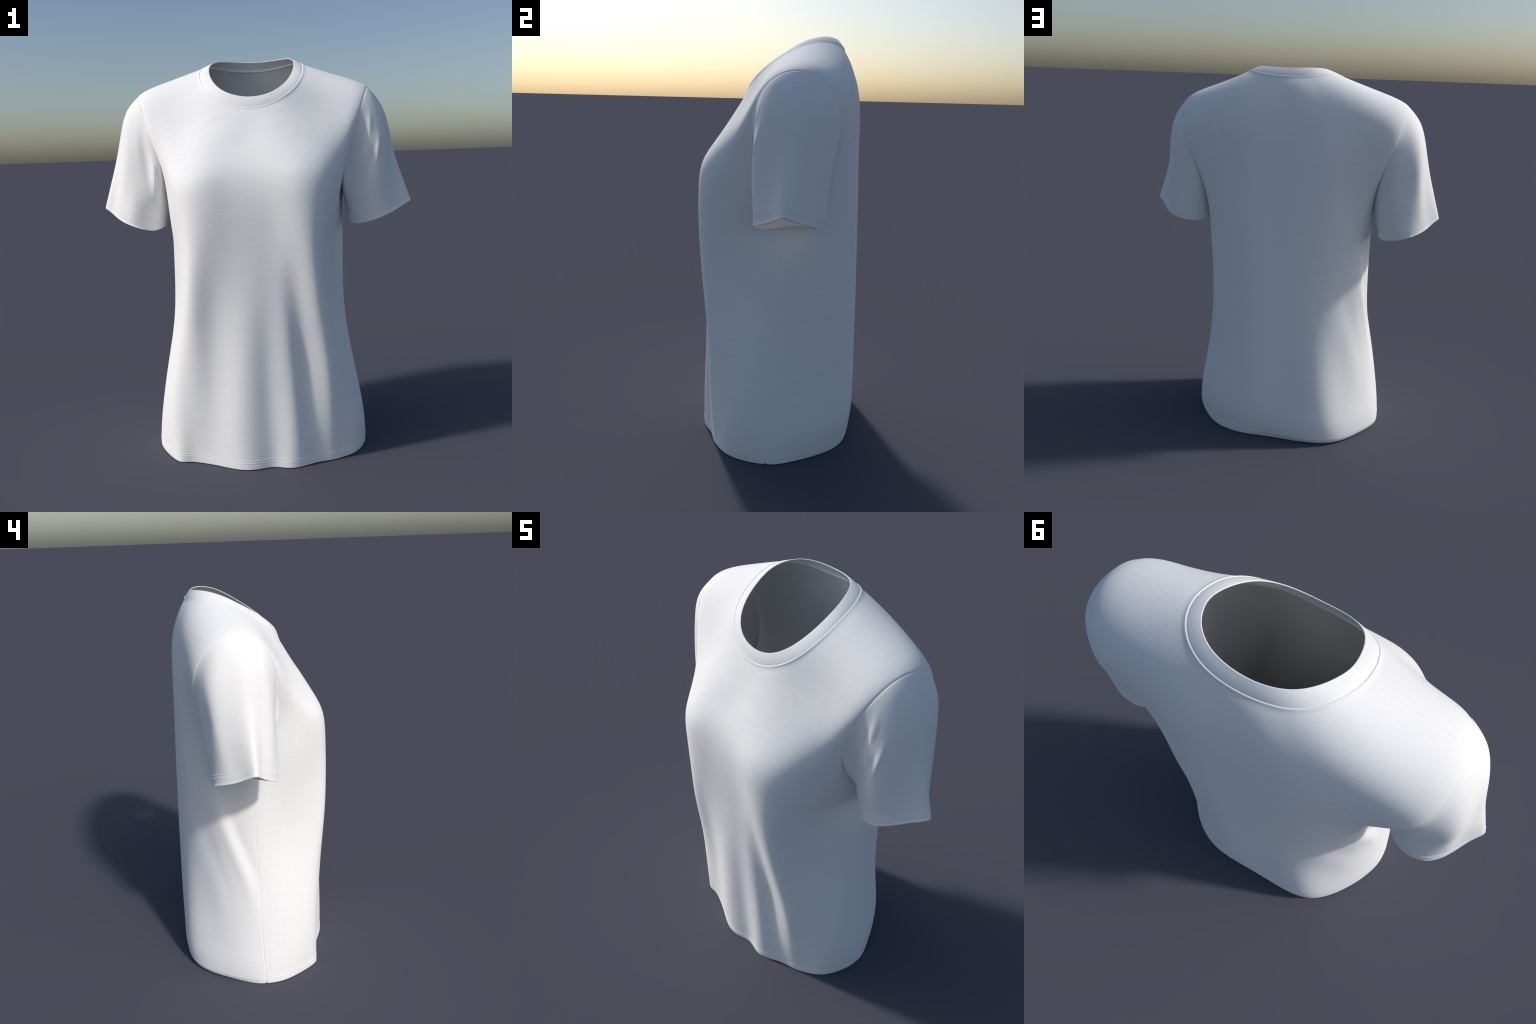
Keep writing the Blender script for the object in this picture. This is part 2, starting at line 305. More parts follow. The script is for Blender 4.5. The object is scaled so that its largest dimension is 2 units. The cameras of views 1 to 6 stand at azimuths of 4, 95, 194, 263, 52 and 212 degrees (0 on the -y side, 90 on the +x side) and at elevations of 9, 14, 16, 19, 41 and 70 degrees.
# ---------------------------------------------------------------- seam curves
V = np.linspace(0, 1, 241)
armhole = {k: closed_curve(c, V[:-1]) for k, c in ARMHOLE.items()}      # (u,t), from shoulder tip, front first
SIDE_U = {k: np.array(c) for k, c in SIDE_SEAM.items()}

def side_u(k, t):
    c = SIDE_U[k]
    return np.interp(t, c[:, 0], c[:, 1])

def seam_points(k):
    """(u,t) of side seam (hem->armpit), armhole front/back halves, shoulder seam (tip->neck)"""
    a = armhole[k]
    low = int(np.argmin(a[:, 1]))
    front, back = a[:low + 1], np.vstack([a[low:], a[:1]])
    t = np.linspace(0, a[low, 1], 80)
    u = side_u(k, t) + (a[low, 0] - side_u(k, a[low, 1])) * smooth(.6, 1, t / a[low, 1])
    side = np.stack([u, t], 1)
    ts = np.linspace(a[0, 1], 1, 40)
    us = a[0, 0] + (NECK_U[k] - a[0, 0]) * (ts - a[0, 1]) / (1 - a[0, 1])
    return side, front[::-1], back, np.stack([us, ts], 1)   # front: low->tip ; back: low->tip

SIDE, AFRONT, ABACK, SHOULDER = {}, {}, {}, {}
for k in ('left', 'right'):
    SIDE[k], AFRONT[k], b, SHOULDER[k] = seam_points(k)
    ABACK[k] = b

metric = lambda q: torso_surface(q[:, 0], q[:, 1])[0]
trees_seam = [polyline_tree(densify(metric(c[k]))) for k in ('left', 'right') for c in (AFRONT, ABACK)]
trees_shoulder = [polyline_tree(densify(metric(SHOULDER[k]))) for k in ('left', 'right')]
trees_side = [polyline_tree(densify(metric(SIDE[k]))) for k in ('left', 'right')]
neck_u = np.linspace(0, 1, 400)
tree_neck = [polyline_tree(densify(metric(np.stack([neck_u, np.ones(400)], 1))))]

def torso_detail(u, t):
    """final cloth position and outward normal, with seams worked in"""
    P, n = torso_surface(u, t)
    h = np.zeros(len(P))
    d = dist_to(trees_seam, P, .04)
    h += seam_relief(d, .0017, .0022, .0002) * seam_depth(P)
    d = dist_to(trees_shoulder, P, .04)
    h += seam_relief(d, .0006, .0022, .0001)
    d = dist_to(trees_side, P, .04)
    pucker = 1 + .5 * np.sin(P[:, 2] * 2 * math.pi / .022 + d * 300)
    h += seam_relief(d, .0012, .0022, .0003) * pucker * smooth(1.35, .9, P[:, 2])
    notch = .006 * np.exp(-(d / .004) ** 2) * smooth(.012, .004, P[:, 2])
    d = dist_to(tree_neck, P, .06)
    h += neck_relief(d)
    # turned-up hem: doubled cloth below the stitching
    h += .0006 * smooth(.030, .026, P[:, 2])

    P = P + n * h[:, None]
    P[:, 2] += notch
    return P, n

# ---------------------------------------------------------------- panels
GRID = .0095
def cut_panel(loop):
    """triangulate the part of the torso bounded by a closed (u,t) loop; loop = list of polylines"""
    edge = []
    for q in loop:
        r = resample(q, .006, metric)
        edge += list(r[:-1])
    edge = np.array(edge)
    su, st, n = torso.frame(edge[:, 0], edge[:, 1])
    # rows of points just inside the edge carry the seam relief
    P = torso.at(edge[:, 0], edge[:, 1])
    tan = np.roll(P, -1, 0) - np.roll(P, 1, 0)
    inward = np.cross(n, tan)
    inward /= np.linalg.norm(inward, axis=1)[:, None]
    A = np.stack([(su * su).sum(1), (su * st).sum(1), (st * st).sum(1)], 1)
    bu, bt = (su * inward).sum(1), (st * inward).sum(1)
    det = A[:, 0] * A[:, 2] - A[:, 1] ** 2
    du, dt = (A[:, 2] * bu - A[:, 1] * bt) / det, (A[:, 0] * bt - A[:, 1] * bu) / det
    off = np.stack([du, dt], 1)
    rows = [edge + off * d for d in (.0022, .0045, .0072, .0110, .0165)]
    # grid inside
    ulo, uhi = edge[:, 0].min(), edge[:, 0].max()
    tl = np.linspace(0, 1, 3000)
    mid = torso.at(np.full(3000, .5 * (ulo + uhi)), tl)
    s = np.r_[0, np.cumsum(np.linalg.norm(np.diff(mid, axis=0), axis=1))]
    pts = []
    for j, q in enumerate(np.arange(GRID, s[-1], GRID)):
        t = np.interp(q, s, tl)
        line = torso.at(np.linspace(ulo, uhi, 400), np.full(400, t))
        ls = np.r_[0, np.cumsum(np.linalg.norm(np.diff(line, axis=0), axis=1))]
        m = int(ls[-1] / GRID)
        pos = (np.arange(m) + .5 * (j % 2)) * GRID
        pts.append(np.stack([np.interp(pos, ls, np.linspace(ulo, uhi, 400)), np.full(m, t)], 1))
    grid = np.vstack(pts)
    kd_edge = polyline_tree(densify(torso.at(np.r_[edge[:, 0], edge[:1, 0]], np.r_[edge[:, 1], edge[:1, 1]]), .003))
    def inside(p):
        x, y = p[:, 0], p[:, 1]
        r = np.zeros(len(p), bool)
        j = len(edge) - 1
        for i in range(len(edge)):
            xi, yi = edge[i]; xj, yj = edge[j]
            if yi != yj:
                c = ((yi > y) != (yj > y)) & (x < (xj - xi) * (y - yi) / (yj - yi) + xi)
                r ^= c
            j = i
        return r
    keep = []
    for row, d0 in list(zip(rows, (.0022, .0045, .0072, .0110, .0165))) + [(grid, .0205)]:
        row = row[inside(row)]
        X = torso.at(row[:, 0], row[:, 1])
        dd = np.array([kd_edge.find(p)[2] for p in X])
        keep.append(row[dd > d0 * .86])
    allp = np.vstack([edge] + keep)
    ne = len(edge)
    SCALE = np.array([3.0, 2.0])
    vs = [Vector(tuple(p * SCALE)) for p in allp]
    out = delaunay_2d_cdt(vs, [(i, (i + 1) % ne) for i in range(ne)], [], 1, 1e-9)
    v2 = np.array([(v.x, v.y) for v in out[0]]) / SCALE
    faces = [f for f in out[2]]
    src = out[3]
    edge_of = {}
    for i, o in enumerate(src):
        for q in o:
            if q < ne: edge_of[q] = i
    return v2, faces, [edge_of.get(i) for i in range(ne)]

def shell(P, n, faces, thick=THICK):
    """outer skin, inner skin"""
    N = len(P)
    verts = np.vstack([P, P - n * thick])
    f = [tuple(q) for q in faces] + [tuple(N + i for i in reversed(q)) for q in faces]
    return verts, f

def rim_strip(verts, faces, chain, N, P, n, down, r, closed=False):
    """round the cut edge: outer edge -> half-round -> inner edge"""
    m = 3
    rows = [list(chain)]
    base = len(verts)
    extra = []
    for k in range(1, m + 1):
        a = math.pi * k / (m + 1)
        ids = []
        for i in chain:
            c = P[i] - n[i] * THICK * .5
            extra.append(c + n[i] * THICK * .5 * math.cos(a) + down * r * math.sin(a))
            ids.append(base + len(extra) - 1)
        rows.append(ids)
    rows.append([N + i for i in chain])
    f = []
    for a, b in zip(rows[:-1], rows[1:]):
        for i in range(len(chain) - (0 if closed else 1)):
            j = (i + 1) % len(chain)
            f.append((a[j], a[i], b[i], b[j]))
    return np.vstack([verts, np.array(extra)]), faces + f

def hem_loop(u0, u1):
    return np.stack([np.linspace(u0, u1, 400), np.zeros(400)], 1)

def neck_loop(u0, u1):
    return np.stack([np.linspace(u0, u1, 300), np.ones(300)], 1)

def wrap(q, d):
    q = q.copy(); q[:, 0] += d
    return q

def make_panel(name, loop, parent):
    uv, faces, edge_ids = cut_panel(loop)
    P, n = torso_detail(uv[:, 0], uv[:, 1])
    # keep triangles facing outwards
    fixed = []
    for f in faces:
        a, b, c = (P[i] for i in f[:3])
        g = np.cross(b - a, c - a)
        fixed.append(tuple(f) if g @ n[f[0]] > 0 else tuple(reversed(f)))
    verts, allf = shell(P, n, fixed)
    hem = [i for i in range(len(uv)) if uv[i, 1] < 1e-7]
    hem.sort(key=lambda i: uv[i, 0])
    verts, allf = rim_strip(verts, allf, hem, len(P), P, n, np.array((0, 0, -1.0)), .0015)
    neck = [i for i in range(len(uv)) if uv[i, 1] > 1 - 1e-7]
    neck.sort(key=lambda i: -uv[i, 0])
    st = torso.frame(uv[neck, 0], uv[neck, 1])[1]
    up = st / np.linalg.norm(st, axis=1)[:, None]
    m = [neck]
    N = len(P)
    base = len(verts); ex = []
    for k in range(1, 4):                       # bead of the turned edge rolls over towards the collar
        a = math.pi * k / 4; ids = []
        for i, d in zip(neck, up):
            c = P[i] - n[i] * .0035
            ex.append(c + n[i] * .0035 * math.cos(a) + d * .0026 * math.sin(a)); ids.append(base + len(ex) - 1)
        m.append(ids)
    verts = np.vstack([verts, np.array(ex)])
    for a, b in zip(m[:-1], m[1:]):
        for i in range(len(neck) - 1):
            allf.append((a[i + 1], a[i], b[i], b[i + 1]))
    return new_object(name, verts, allf, JERSEY, parent)

lf, rt = 'left', 'right'
front_loop = [hem_loop(SIDE[rt][0, 0] - 1, SIDE[lf][0, 0]), SIDE[lf], AFRONT[lf], SHOULDER[lf],
              neck_loop(NECK_U[lf], NECK_U[rt] - 1), wrap(SHOULDER[rt], -1)[::-1], wrap(AFRONT[rt], -1)[::-1], wrap(SIDE[rt], -1)[::-1]]
back_loop = [hem_loop(SIDE[lf][0, 0], SIDE[rt][0, 0]), SIDE[rt], ABACK[rt], SHOULDER[rt],
             neck_loop(NECK_U[rt], NECK_U[lf]), SHOULDER[lf][::-1], ABACK[lf][::-1], SIDE[lf][::-1]]
make_panel("front_panel", front_loop, root)
make_panel("back_panel", back_loop, root)

# ---------------------------------------------------------------- sleeves
SLEEVE_RINGS = {
    "left": [
        # armhole
        [(0.58, 0.069, 1.831), (0.567, 0.011, 1.814), (0.551, -0.038, 1.779), (0.534, -0.075, 1.732), (0.517, -0.102, 1.679), (0.5, -0.119, 1.622), (0.483, -0.127, 1.564), (0.466, -0.125, 1.505), (0.45, -0.11, 1.447), (0.437, -0.077, 1.395), (0.431, -0.024, 1.36), (0.433, 0.036, 1.35), (0.444, 0.104, 1.362), (0.459, 0.162, 1.392), (0.477, 0.211, 1.435), (0.498, 0.248, 1.488), (0.52, 0.271, 1.548), (0.542, 0.278, 1.611), (0.563, 0.268, 1.675), (0.579, 0.241, 1.736), (0.588, 0.196, 1.786), (0.589, 0.138, 1.822)],
        # cap
        [(0.599, 0.071, 1.813), (0.587, 0, 1.798), (0.572, -0.04, 1.763), (0.553, -0.073, 1.715), (0.529, -0.091, 1.661), (0.508, -0.101, 1.602), (0.483, -0.1, 1.543), (0.455, -0.099, 1.478), (0.444, -0.102, 1.408), (0.439, -0.082, 1.35), (0.438, -0.024, 1.326), (0.441, 0.04, 1.323), (0.448, 0.108, 1.338), (0.458, 0.167, 1.368), (0.47, 0.217, 1.412), (0.485, 0.249, 1.467), (0.508, 0.262, 1.525), (0.533, 0.277, 1.585), (0.557, 0.272, 1.652), (0.573, 0.253, 1.716), (0.587, 0.217, 1.766), (0.605, 0.154, 1.805)],
        # upper
        [(0.669, 0.072, 1.733), (0.644, 0.005, 1.719), (0.627, -0.038, 1.691), (0.604, -0.07, 1.648), (0.576, -0.087, 1.597), (0.545, -0.094, 1.543), (0.509, -0.081, 1.486), (0.476, -0.075, 1.424), (0.459, -0.076, 1.359), (0.452, -0.057, 1.308), (0.449, -0.01, 1.287), (0.449, 0.047, 1.287), (0.454, 0.111, 1.302), (0.462, 0.169, 1.328), (0.476, 0.22, 1.366), (0.497, 0.253, 1.414), (0.529, 0.253, 1.469), (0.563, 0.27, 1.525), (0.593, 0.269, 1.59), (0.613, 0.247, 1.657), (0.64, 0.215, 1.709), (0.661, 0.158, 1.729)],
        # mid_upper
        [(0.692, 0.073, 1.614), (0.675, 0.011, 1.593), (0.665, -0.032, 1.565), (0.64, -0.066, 1.529), (0.613, -0.09, 1.488), (0.579, -0.098, 1.445), (0.539, -0.075, 1.397), (0.503, -0.061, 1.347), (0.479, -0.051, 1.299), (0.467, -0.026, 1.263), (0.46, 0.01, 1.245), (0.458, 0.057, 1.246), (0.461, 0.114, 1.258), (0.469, 0.168, 1.277), (0.487, 0.214, 1.305), (0.517, 0.238, 1.341), (0.555, 0.236, 1.386), (0.594, 0.245, 1.433), (0.626, 0.243, 1.487), (0.644, 0.22, 1.541), (0.669, 0.184, 1.584), (0.692, 0.144, 1.604)],
        # middle
        [(0.723, 0.065, 1.473), (0.695, 0.015, 1.447), (0.679, -0.019, 1.417), (0.652, -0.055, 1.389), (0.628, -0.084, 1.361), (0.598, -0.098, 1.333), (0.56, -0.08, 1.299), (0.522, -0.061, 1.264), (0.492, -0.044, 1.233), (0.476, -0.014, 1.212), (0.468, 0.023, 1.204), (0.465, 0.066, 1.207), (0.468, 0.117, 1.214), (0.477, 0.165, 1.225), (0.499, 0.203, 1.242), (0.535, 0.223, 1.264), (0.578, 0.231, 1.291), (0.614, 0.232, 1.326), (0.647, 0.22, 1.365), (0.67, 0.199, 1.4), (0.688, 0.161, 1.431), (0.702, 0.121, 1.454)],
        # lower
        [(0.779, 0.061, 1.351), (0.731, 0.02, 1.323), (0.701, -0.005, 1.296), (0.671, -0.039, 1.276), (0.645, -0.066, 1.258), (0.616, -0.086, 1.241), (0.578, -0.083, 1.219), (0.54, -0.066, 1.197), (0.506, -0.045, 1.179), (0.484, -0.011, 1.169), (0.474, 0.029, 1.17), (0.471, 0.071, 1.177), (0.474, 0.118, 1.181), (0.485, 0.162, 1.184), (0.51, 0.197, 1.191), (0.551, 0.217, 1.201), (0.599, 0.235, 1.214), (0.634, 0.228, 1.235), (0.666, 0.204, 1.26), (0.689, 0.175, 1.282), (0.709, 0.137, 1.304), (0.732, 0.103, 1.325)],
        # cuff
        [(0.811, 0.059, 1.256), (0.767, 0.025, 1.236), (0.737, 0.006, 1.221), (0.705, -0.026, 1.207), (0.675, -0.054, 1.195), (0.639, -0.08, 1.183), (0.597, -0.086, 1.167), (0.556, -0.074, 1.153), (0.519, -0.05, 1.144), (0.492, -0.014, 1.142), (0.478, 0.029, 1.149), (0.474, 0.072, 1.158), (0.478, 0.117, 1.16), (0.492, 0.16, 1.158), (0.519, 0.197, 1.159), (0.56, 0.219, 1.163), (0.605, 0.221, 1.171), (0.647, 0.208, 1.182), (0.684, 0.182, 1.194), (0.712, 0.151, 1.206), (0.739, 0.115, 1.221), (0.764, 0.088, 1.234)],
    ],
    "right": [
        # armhole
        [(-0.591, 0.063, 1.826), (-0.579, 0.007, 1.809), (-0.564, -0.042, 1.776), (-0.547, -0.078, 1.732), (-0.53, -0.103, 1.68), (-0.512, -0.117, 1.625), (-0.495, -0.121, 1.567), (-0.479, -0.113, 1.51), (-0.465, -0.093, 1.456), (-0.453, -0.06, 1.407), (-0.446, -0.01, 1.372), (-0.446, 0.049, 1.359), (-0.455, 0.115, 1.373), (-0.469, 0.17, 1.407), (-0.488, 0.215, 1.452), (-0.51, 0.247, 1.505), (-0.533, 0.267, 1.563), (-0.557, 0.274, 1.625), (-0.578, 0.264, 1.687), (-0.594, 0.236, 1.745), (-0.601, 0.19, 1.792), (-0.6, 0.13, 1.822)],
        # cap
        [(-0.616, 0.074, 1.808), (-0.594, 0.02, 1.804), (-0.565, -0.033, 1.788), (-0.552, -0.072, 1.752), (-0.542, -0.091, 1.681), (-0.515, -0.101, 1.611), (-0.486, -0.114, 1.546), (-0.468, -0.126, 1.487), (-0.461, -0.102, 1.43), (-0.458, -0.06, 1.381), (-0.453, -0.007, 1.347), (-0.449, 0.051, 1.334), (-0.454, 0.115, 1.346), (-0.465, 0.169, 1.38), (-0.48, 0.211, 1.428), (-0.497, 0.243, 1.485), (-0.521, 0.265, 1.546), (-0.549, 0.274, 1.607), (-0.579, 0.26, 1.666), (-0.6, 0.235, 1.721), (-0.616, 0.195, 1.766), (-0.621, 0.139, 1.796)],
        # upper
        [(-0.669, 0.071, 1.76), (-0.65, 0.009, 1.763), (-0.625, -0.037, 1.751), (-0.598, -0.065, 1.706), (-0.579, -0.082, 1.629), (-0.545, -0.09, 1.554), (-0.507, -0.099, 1.488), (-0.487, -0.119, 1.43), (-0.475, -0.097, 1.378), (-0.469, -0.054, 1.336), (-0.461, 0, 1.307), (-0.453, 0.056, 1.295), (-0.456, 0.116, 1.305), (-0.47, 0.167, 1.335), (-0.486, 0.21, 1.378), (-0.507, 0.241, 1.431), (-0.537, 0.264, 1.489), (-0.575, 0.269, 1.548), (-0.617, 0.252, 1.605), (-0.656, 0.232, 1.658), (-0.672, 0.193, 1.701), (-0.67, 0.136, 1.733)],
        # mid_upper
        [(-0.701, 0.058, 1.638), (-0.677, 0.003, 1.636), (-0.662, -0.031, 1.622), (-0.638, -0.06, 1.579), (-0.612, -0.076, 1.519), (-0.574, -0.082, 1.455), (-0.536, -0.09, 1.399), (-0.511, -0.097, 1.349), (-0.493, -0.079, 1.307), (-0.481, -0.04, 1.277), (-0.47, 0.009, 1.257), (-0.46, 0.062, 1.248), (-0.463, 0.117, 1.255), (-0.483, 0.165, 1.278), (-0.501, 0.209, 1.311), (-0.523, 0.237, 1.353), (-0.558, 0.251, 1.4), (-0.597, 0.24, 1.451), (-0.646, 0.227, 1.498), (-0.689, 0.214, 1.541), (-0.7, 0.173, 1.578), (-0.7, 0.118, 1.611)],
        # middle
        [(-0.736, 0.04, 1.485), (-0.692, 0, 1.47), (-0.682, -0.034, 1.455), (-0.663, -0.065, 1.424), (-0.632, -0.076, 1.383), (-0.597, -0.09, 1.339), (-0.562, -0.088, 1.3), (-0.532, -0.076, 1.264), (-0.508, -0.058, 1.234), (-0.491, -0.024, 1.217), (-0.48, 0.02, 1.207), (-0.473, 0.068, 1.203), (-0.478, 0.119, 1.207), (-0.498, 0.164, 1.22), (-0.519, 0.206, 1.241), (-0.543, 0.232, 1.269), (-0.577, 0.235, 1.302), (-0.617, 0.221, 1.338), (-0.662, 0.207, 1.371), (-0.697, 0.191, 1.399), (-0.707, 0.147, 1.429), (-0.723, 0.098, 1.46)],
        # lower
        [(-0.784, 0.033, 1.356), (-0.725, 0.005, 1.33), (-0.704, -0.023, 1.313), (-0.682, -0.052, 1.29), (-0.653, -0.075, 1.266), (-0.62, -0.098, 1.241), (-0.584, -0.087, 1.216), (-0.55, -0.066, 1.192), (-0.521, -0.044, 1.174), (-0.5, -0.011, 1.168), (-0.489, 0.03, 1.168), (-0.485, 0.075, 1.168), (-0.491, 0.122, 1.169), (-0.51, 0.165, 1.172), (-0.538, 0.199, 1.184), (-0.568, 0.222, 1.201), (-0.604, 0.225, 1.221), (-0.644, 0.213, 1.244), (-0.684, 0.193, 1.264), (-0.711, 0.167, 1.281), (-0.729, 0.124, 1.304), (-0.758, 0.085, 1.331)],
        # cuff
        [(-0.81, 0.034, 1.263), (-0.765, 0.014, 1.236), (-0.74, -0.008, 1.218), (-0.709, -0.036, 1.199), (-0.678, -0.061, 1.185), (-0.641, -0.081, 1.171), (-0.6, -0.085, 1.157), (-0.561, -0.07, 1.143), (-0.529, -0.04, 1.135), (-0.507, -0.002, 1.138), (-0.495, 0.039, 1.144), (-0.491, 0.082, 1.147), (-0.496, 0.127, 1.144), (-0.516, 0.168, 1.141), (-0.55, 0.198, 1.145), (-0.591, 0.216, 1.155), (-0.635, 0.221, 1.168), (-0.676, 0.209, 1.183), (-0.71, 0.18, 1.196), (-0.734, 0.144, 1.207), (-0.755, 0.104, 1.221), (-0.773, 0.074, 1.239)],
    ],

}
# dents and ridges pulled into the sleeve: (turns round, way down, half-width, half-length, height, slant)
SLEEVE_FOLDS = {
    'left': [(.163, .21, .024, .07, .0038, .35), (.208, .23, .024, .07, -.0034, .35),
             (.168, .46, .026, .085, .0046, .3), (.213, .47, .026, .085, -.0045, .3),
             (.32, .72, .06, .18, .008, 0)],
    'right': [(.235, .10, .050, .12, .010, .1), (.258, .40, .032, .18, -.007, .2), (.306, .27, .026, .13, .007, .2), (.190, .25, .038, .20, .004, .15),
              (.345, .33, .028, .15, -.005, .1), (.350, .68, .05, .20, -.006, .1), (.78, .74, .06, .16, .006, 0)],
}


def make_sleeve(k, name, parent):
    loft = Loft(SLEEVE_RINGS[k])
    M = 300
    u = np.arange(M) / M
    t = np.r_[0, .012, .024, .04, .06, np.linspace(.08, 1, 70)]
    U, T = np.meshgrid(u, t)
    G = loft.at(U, T)
    _, _, n = loft.frame(U, T)
    if k == 'right': n = -n
    for fu, ft, wu, wt, h, sl in SLEEVE_FOLDS[k]:
        du = (U - fu - sl * (T - ft) + .5) % 1 - .5
        G += n * (h * np.exp(-(du / wu) ** 2 - ((T - ft) / wt) ** 2))[..., None]
    # the first ring is sewn to the torso's armhole
    a = closed_curve(ARMHOLE[k], u)
    A, na = torso_detail(a[:, 0], a[:, 1])
    base = torso_surface(a[:, 0], a[:, 1])[0]
    # match ring parameter by nearest point so that the cloth does not twist
    kd = polyline_tree(A)
    fall = np.exp(-(t / .10) ** 2)[:, None, None]
    near = closed_curve(ARMHOLE[k], u)
    shift = torso_surface(near[:, 0], near[:, 1])[0] - G[0]
    G = G + shift[None] * fall
    d = np.linalg.norm(G - G[0][None], axis=2)
    nb = n + (na[None] - n) * np.exp(-(d / .02) ** 2)[..., None]
    G = G + nb * (seam_relief(d, .0017, .0022, .0002) * seam_depth(G))[..., None]
    G += n * (.0005 * smooth(.955, .965, T))[..., None]
    R = len(t)
    P = G.reshape(-1, 3); nn = nb / np.linalg.norm(nb, axis=2, keepdims=True); nn = nn.reshape(-1, 3)
    faces = []
    for i in range(R - 1):
        for j in range(M):
            q = (i * M + j, (i + 1) * M + j, (i + 1) * M + (j + 1) % M, i * M + (j + 1) % M)
            faces.append(q)
    q = faces[M * 10]
    g = np.cross(P[q[1]] - P[q[0]], P[q[2]] - P[q[0]])
    if g @ nn[q[0]] < 0: faces = [tuple(reversed(f)) for f in faces]
    verts, allf = shell(P, nn, faces)
    chain = [(R - 1) * M + j for j in range(M)]
    N = len(P); rows = [chain]; ex = []; base_i = len(verts)
    axis = G[-1] - G[-3]; axis /= np.linalg.norm(axis, axis=1)[:, None]
    for s in range(1, 4):
        ang = math.pi * s / 4; ids = []
        for j, i in enumerate(chain):
            ex.append(P[i] - nn[i] * THICK * .5 + nn[i] * THICK * .5 * math.cos(ang) + axis[j] * .0010 * math.sin(ang))
            ids.append(base_i + len(ex) - 1)
        rows.append(ids)
    rows.append([N + i for i in chain])
    verts = np.vstack([verts, np.array(ex)])
    for a_, b_ in zip(rows[:-1], rows[1:]):
        for j in range(M):
            j2 = (j + 1) % M
            f = (a_[j], b_[j], b_[j2], a_[j2])
            allf.append(f if k == 'left' else tuple(reversed(f)))
    ob = new_object(name, verts, allf, SLEEVE_JERSEY[k], parent)
    return ob, G, n, t

sleeves = {}
for k in ('left', 'right'):
    sleeves[k] = make_sleeve(k, "sleeve", root)

# ---------------------------------------------------------------- collar band
COLLAR_TOP = [(-0.005, -0.176, 1.78), (0.076, -0.168, 1.791), (0.142, -0.134, 1.825), (0.183, -0.078, 1.869), (0.204, -0.011, 1.914), (0.211, 0.059, 1.956), (0.201, 0.119, 1.983), (0.172, 0.177, 1.997), (0.122, 0.22, 1.998), (0.06, 0.242, 1.995), (-0.006, 0.249, 1.994), (-0.07, 0.243, 1.996), (-0.13, 0.22, 1.998), (-0.177, 0.176, 1.994), (-0.206, 0.121, 1.979), (-0.218, 0.063, 1.953), (-0.211, -0.009, 1.914), (-0.19, -0.076, 1.872), (-0.15, -0.131, 1.828), (-0.085, -0.165, 1.794)]

def make_collar(parent):
    M = 420
    u = np.arange(M) / M
    rim = closed_curve(COLLAR_TOP, u)
    foot = torso_surface(u, np.ones(M))[0]
    _, st, nf = torso.frame(u, np.ones(M))
    up = rim - foot
    width = np.linalg.norm(up, axis=1)[:, None]
    up /= width
    tan = np.roll(foot, -1, 0) - np.roll(foot, 1, 0)
    out = np.cross(tan, up); out /= np.linalg.norm(out, axis=1)[:, None]
    prof = []
    W = .0042                                     # thickness of the doubled band
    cross_seam = np.minimum(np.abs(u - NECK_U['left']), np.abs(u - NECK_U['right'])) * 1.35
    groove = .0016 * np.exp(-(cross_seam / .0022) ** 2)
    for s in np.r_[-.05, np.linspace(0, .94, 16)]:
        b = .0020 * np.sin(math.pi * np.clip(s, 0, 1)) - .0012 * math.exp(-((s - .02) / .06) ** 2)
        prof.append(foot + up * width * s + out * (b - groove)[:, None])
    c = foot + up * width * .94 + out * (prof_b := .0020 * math.sin(math.pi * .94) - W / 2)
    for a in np.linspace(0, math.pi, 9)[1:-1]:
        prof.append(c + out * (W / 2) * math.cos(a) + up * width * .06 * math.sin(a))
    for s in np.linspace(.94, .05, 10):
        b = .0020 * math.sin(math.pi * s) - W
        prof.append(foot + up * width * s + out * b)
    # seam allowance inside: a small roll
    for a in np.linspace(.1, .9, 7):
        prof.append(foot + up * (.004 - .014 * a) - out * (W + .0045 * math.sin(math.pi * a)))
    prof.append(foot - up * .014 - out * (W * .7))
    G = np.array(prof); R = len(G)
    faces = []
    for i in range(R - 1):
        for j in range(M):
            faces.append((i * M + j, i * M + (j + 1) % M, (i + 1) * M + (j + 1) % M, (i + 1) * M + j))
    new_object("collar", G.reshape(-1, 3), faces, RIB, parent)

make_collar(root)

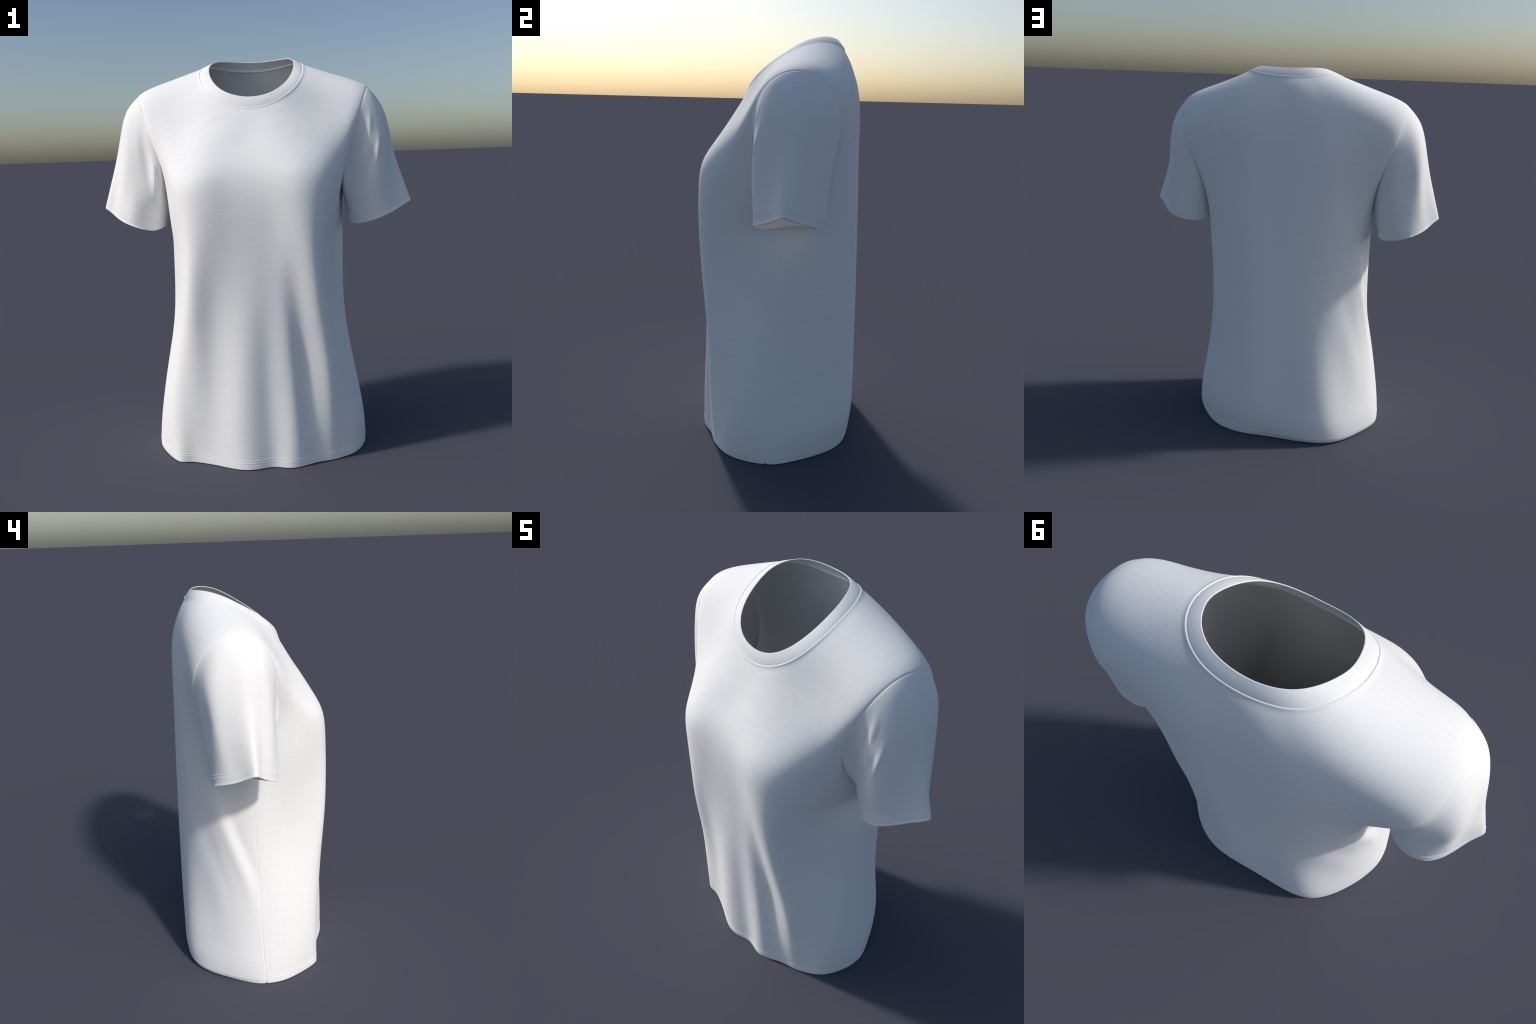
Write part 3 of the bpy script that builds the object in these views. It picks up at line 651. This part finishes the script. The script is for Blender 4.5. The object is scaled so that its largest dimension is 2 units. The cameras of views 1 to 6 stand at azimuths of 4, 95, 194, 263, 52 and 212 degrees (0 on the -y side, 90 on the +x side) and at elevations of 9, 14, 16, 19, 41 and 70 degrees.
# ---------------------------------------------------------------- stitching
def stitches(lines, name, parent, pitch=.0066, gap=.0005, r=.0014):
    """rows of short thread stitches lying on the cloth; lines = [(points, normals)] closed"""
    verts, faces = [], []
    for P, n in lines:
        L = np.vstack([P, P[:1]]); nl = np.vstack([n, n[:1]])
        s = np.r_[0, np.cumsum(np.linalg.norm(np.diff(L, axis=0), axis=1))]
        cnt = int(s[-1] / pitch); p = s[-1] / cnt
        for c in range(cnt):
            q = np.linspace(c * p + gap / 2, (c + 1) * p - gap / 2, 5)
            pts = np.stack([np.interp(q, s, L[:, k]) for k in range(3)], 1)
            nn = np.stack([np.interp(q, s, nl[:, k]) for k in range(3)], 1)
            tan = pts[-1] - pts[0]; tan /= np.linalg.norm(tan)
            jit = rng.normal(0, .00015)
            b0 = len(verts)
            for i, f in enumerate((.35, .95, 1, .95, .35)):
                m = nn[i] / np.linalg.norm(nn[i]); side = np.cross(tan, m)
                for a in range(6):
                    an = 2 * math.pi * a / 6
                    verts.append(pts[i] + m * (r * f * math.sin(an) - .0002 * (1 - f)) + side * (r * f * math.cos(an) + jit))
            for i in range(4):
                for a in range(6):
                    faces.append((b0 + i * 6 + a, b0 + i * 6 + (a + 1) % 6, b0 + (i + 1) * 6 + (a + 1) % 6, b0 + (i + 1) * 6 + a))
            faces.append(tuple(b0 + a for a in range(5, -1, -1)))
            faces.append(tuple(b0 + 24 + a for a in range(6)))
    ob = new_object(name, verts, faces, THREAD, parent)
    ob["kind"] = "stuff"
    return ob

def hem_line(z):
    M = 900
    u = np.arange(M) / M
    lo, hi = np.zeros(M), np.full(M, .1)
    for _ in range(30):
        m = .5 * (lo + hi)
        h = torso_surface(u, m)[0][:, 2]
        lo = np.where(h < z, m, lo); hi = np.where(h < z, hi, m)
    P, n = torso_detail(u, lo)
    return P, n

stitches([hem_line(.031), hem_line(.043)], "hem_stitching", root)

def cuff_line(k, dist):
    ob, G, n, t = sleeves[k]
    s = np.cumsum(np.linalg.norm(np.diff(G[::-1], axis=0), axis=2), axis=0)   # from the cuff up
    P, N = [], []
    for j in range(G.shape[1]):
        i = np.searchsorted(s[:, j], dist)
        f = (dist - (s[i - 1, j] if i else 0)) / (s[i, j] - (s[i - 1, j] if i else 0))
        a, b = G[::-1][i, j], G[::-1][i + 1, j]
        P.append(a + (b - a) * f); N.append(n[::-1][i, j])
    return np.array(P), np.array(N)

for k in ('left', 'right'):
    stitches([cuff_line(k, .034), cuff_line(k, .048)], "cuff_stitching", sleeves[k][0])

root.location.z = .002          # the rolled hem rests on the ground
bpy.context.view_layer.update()
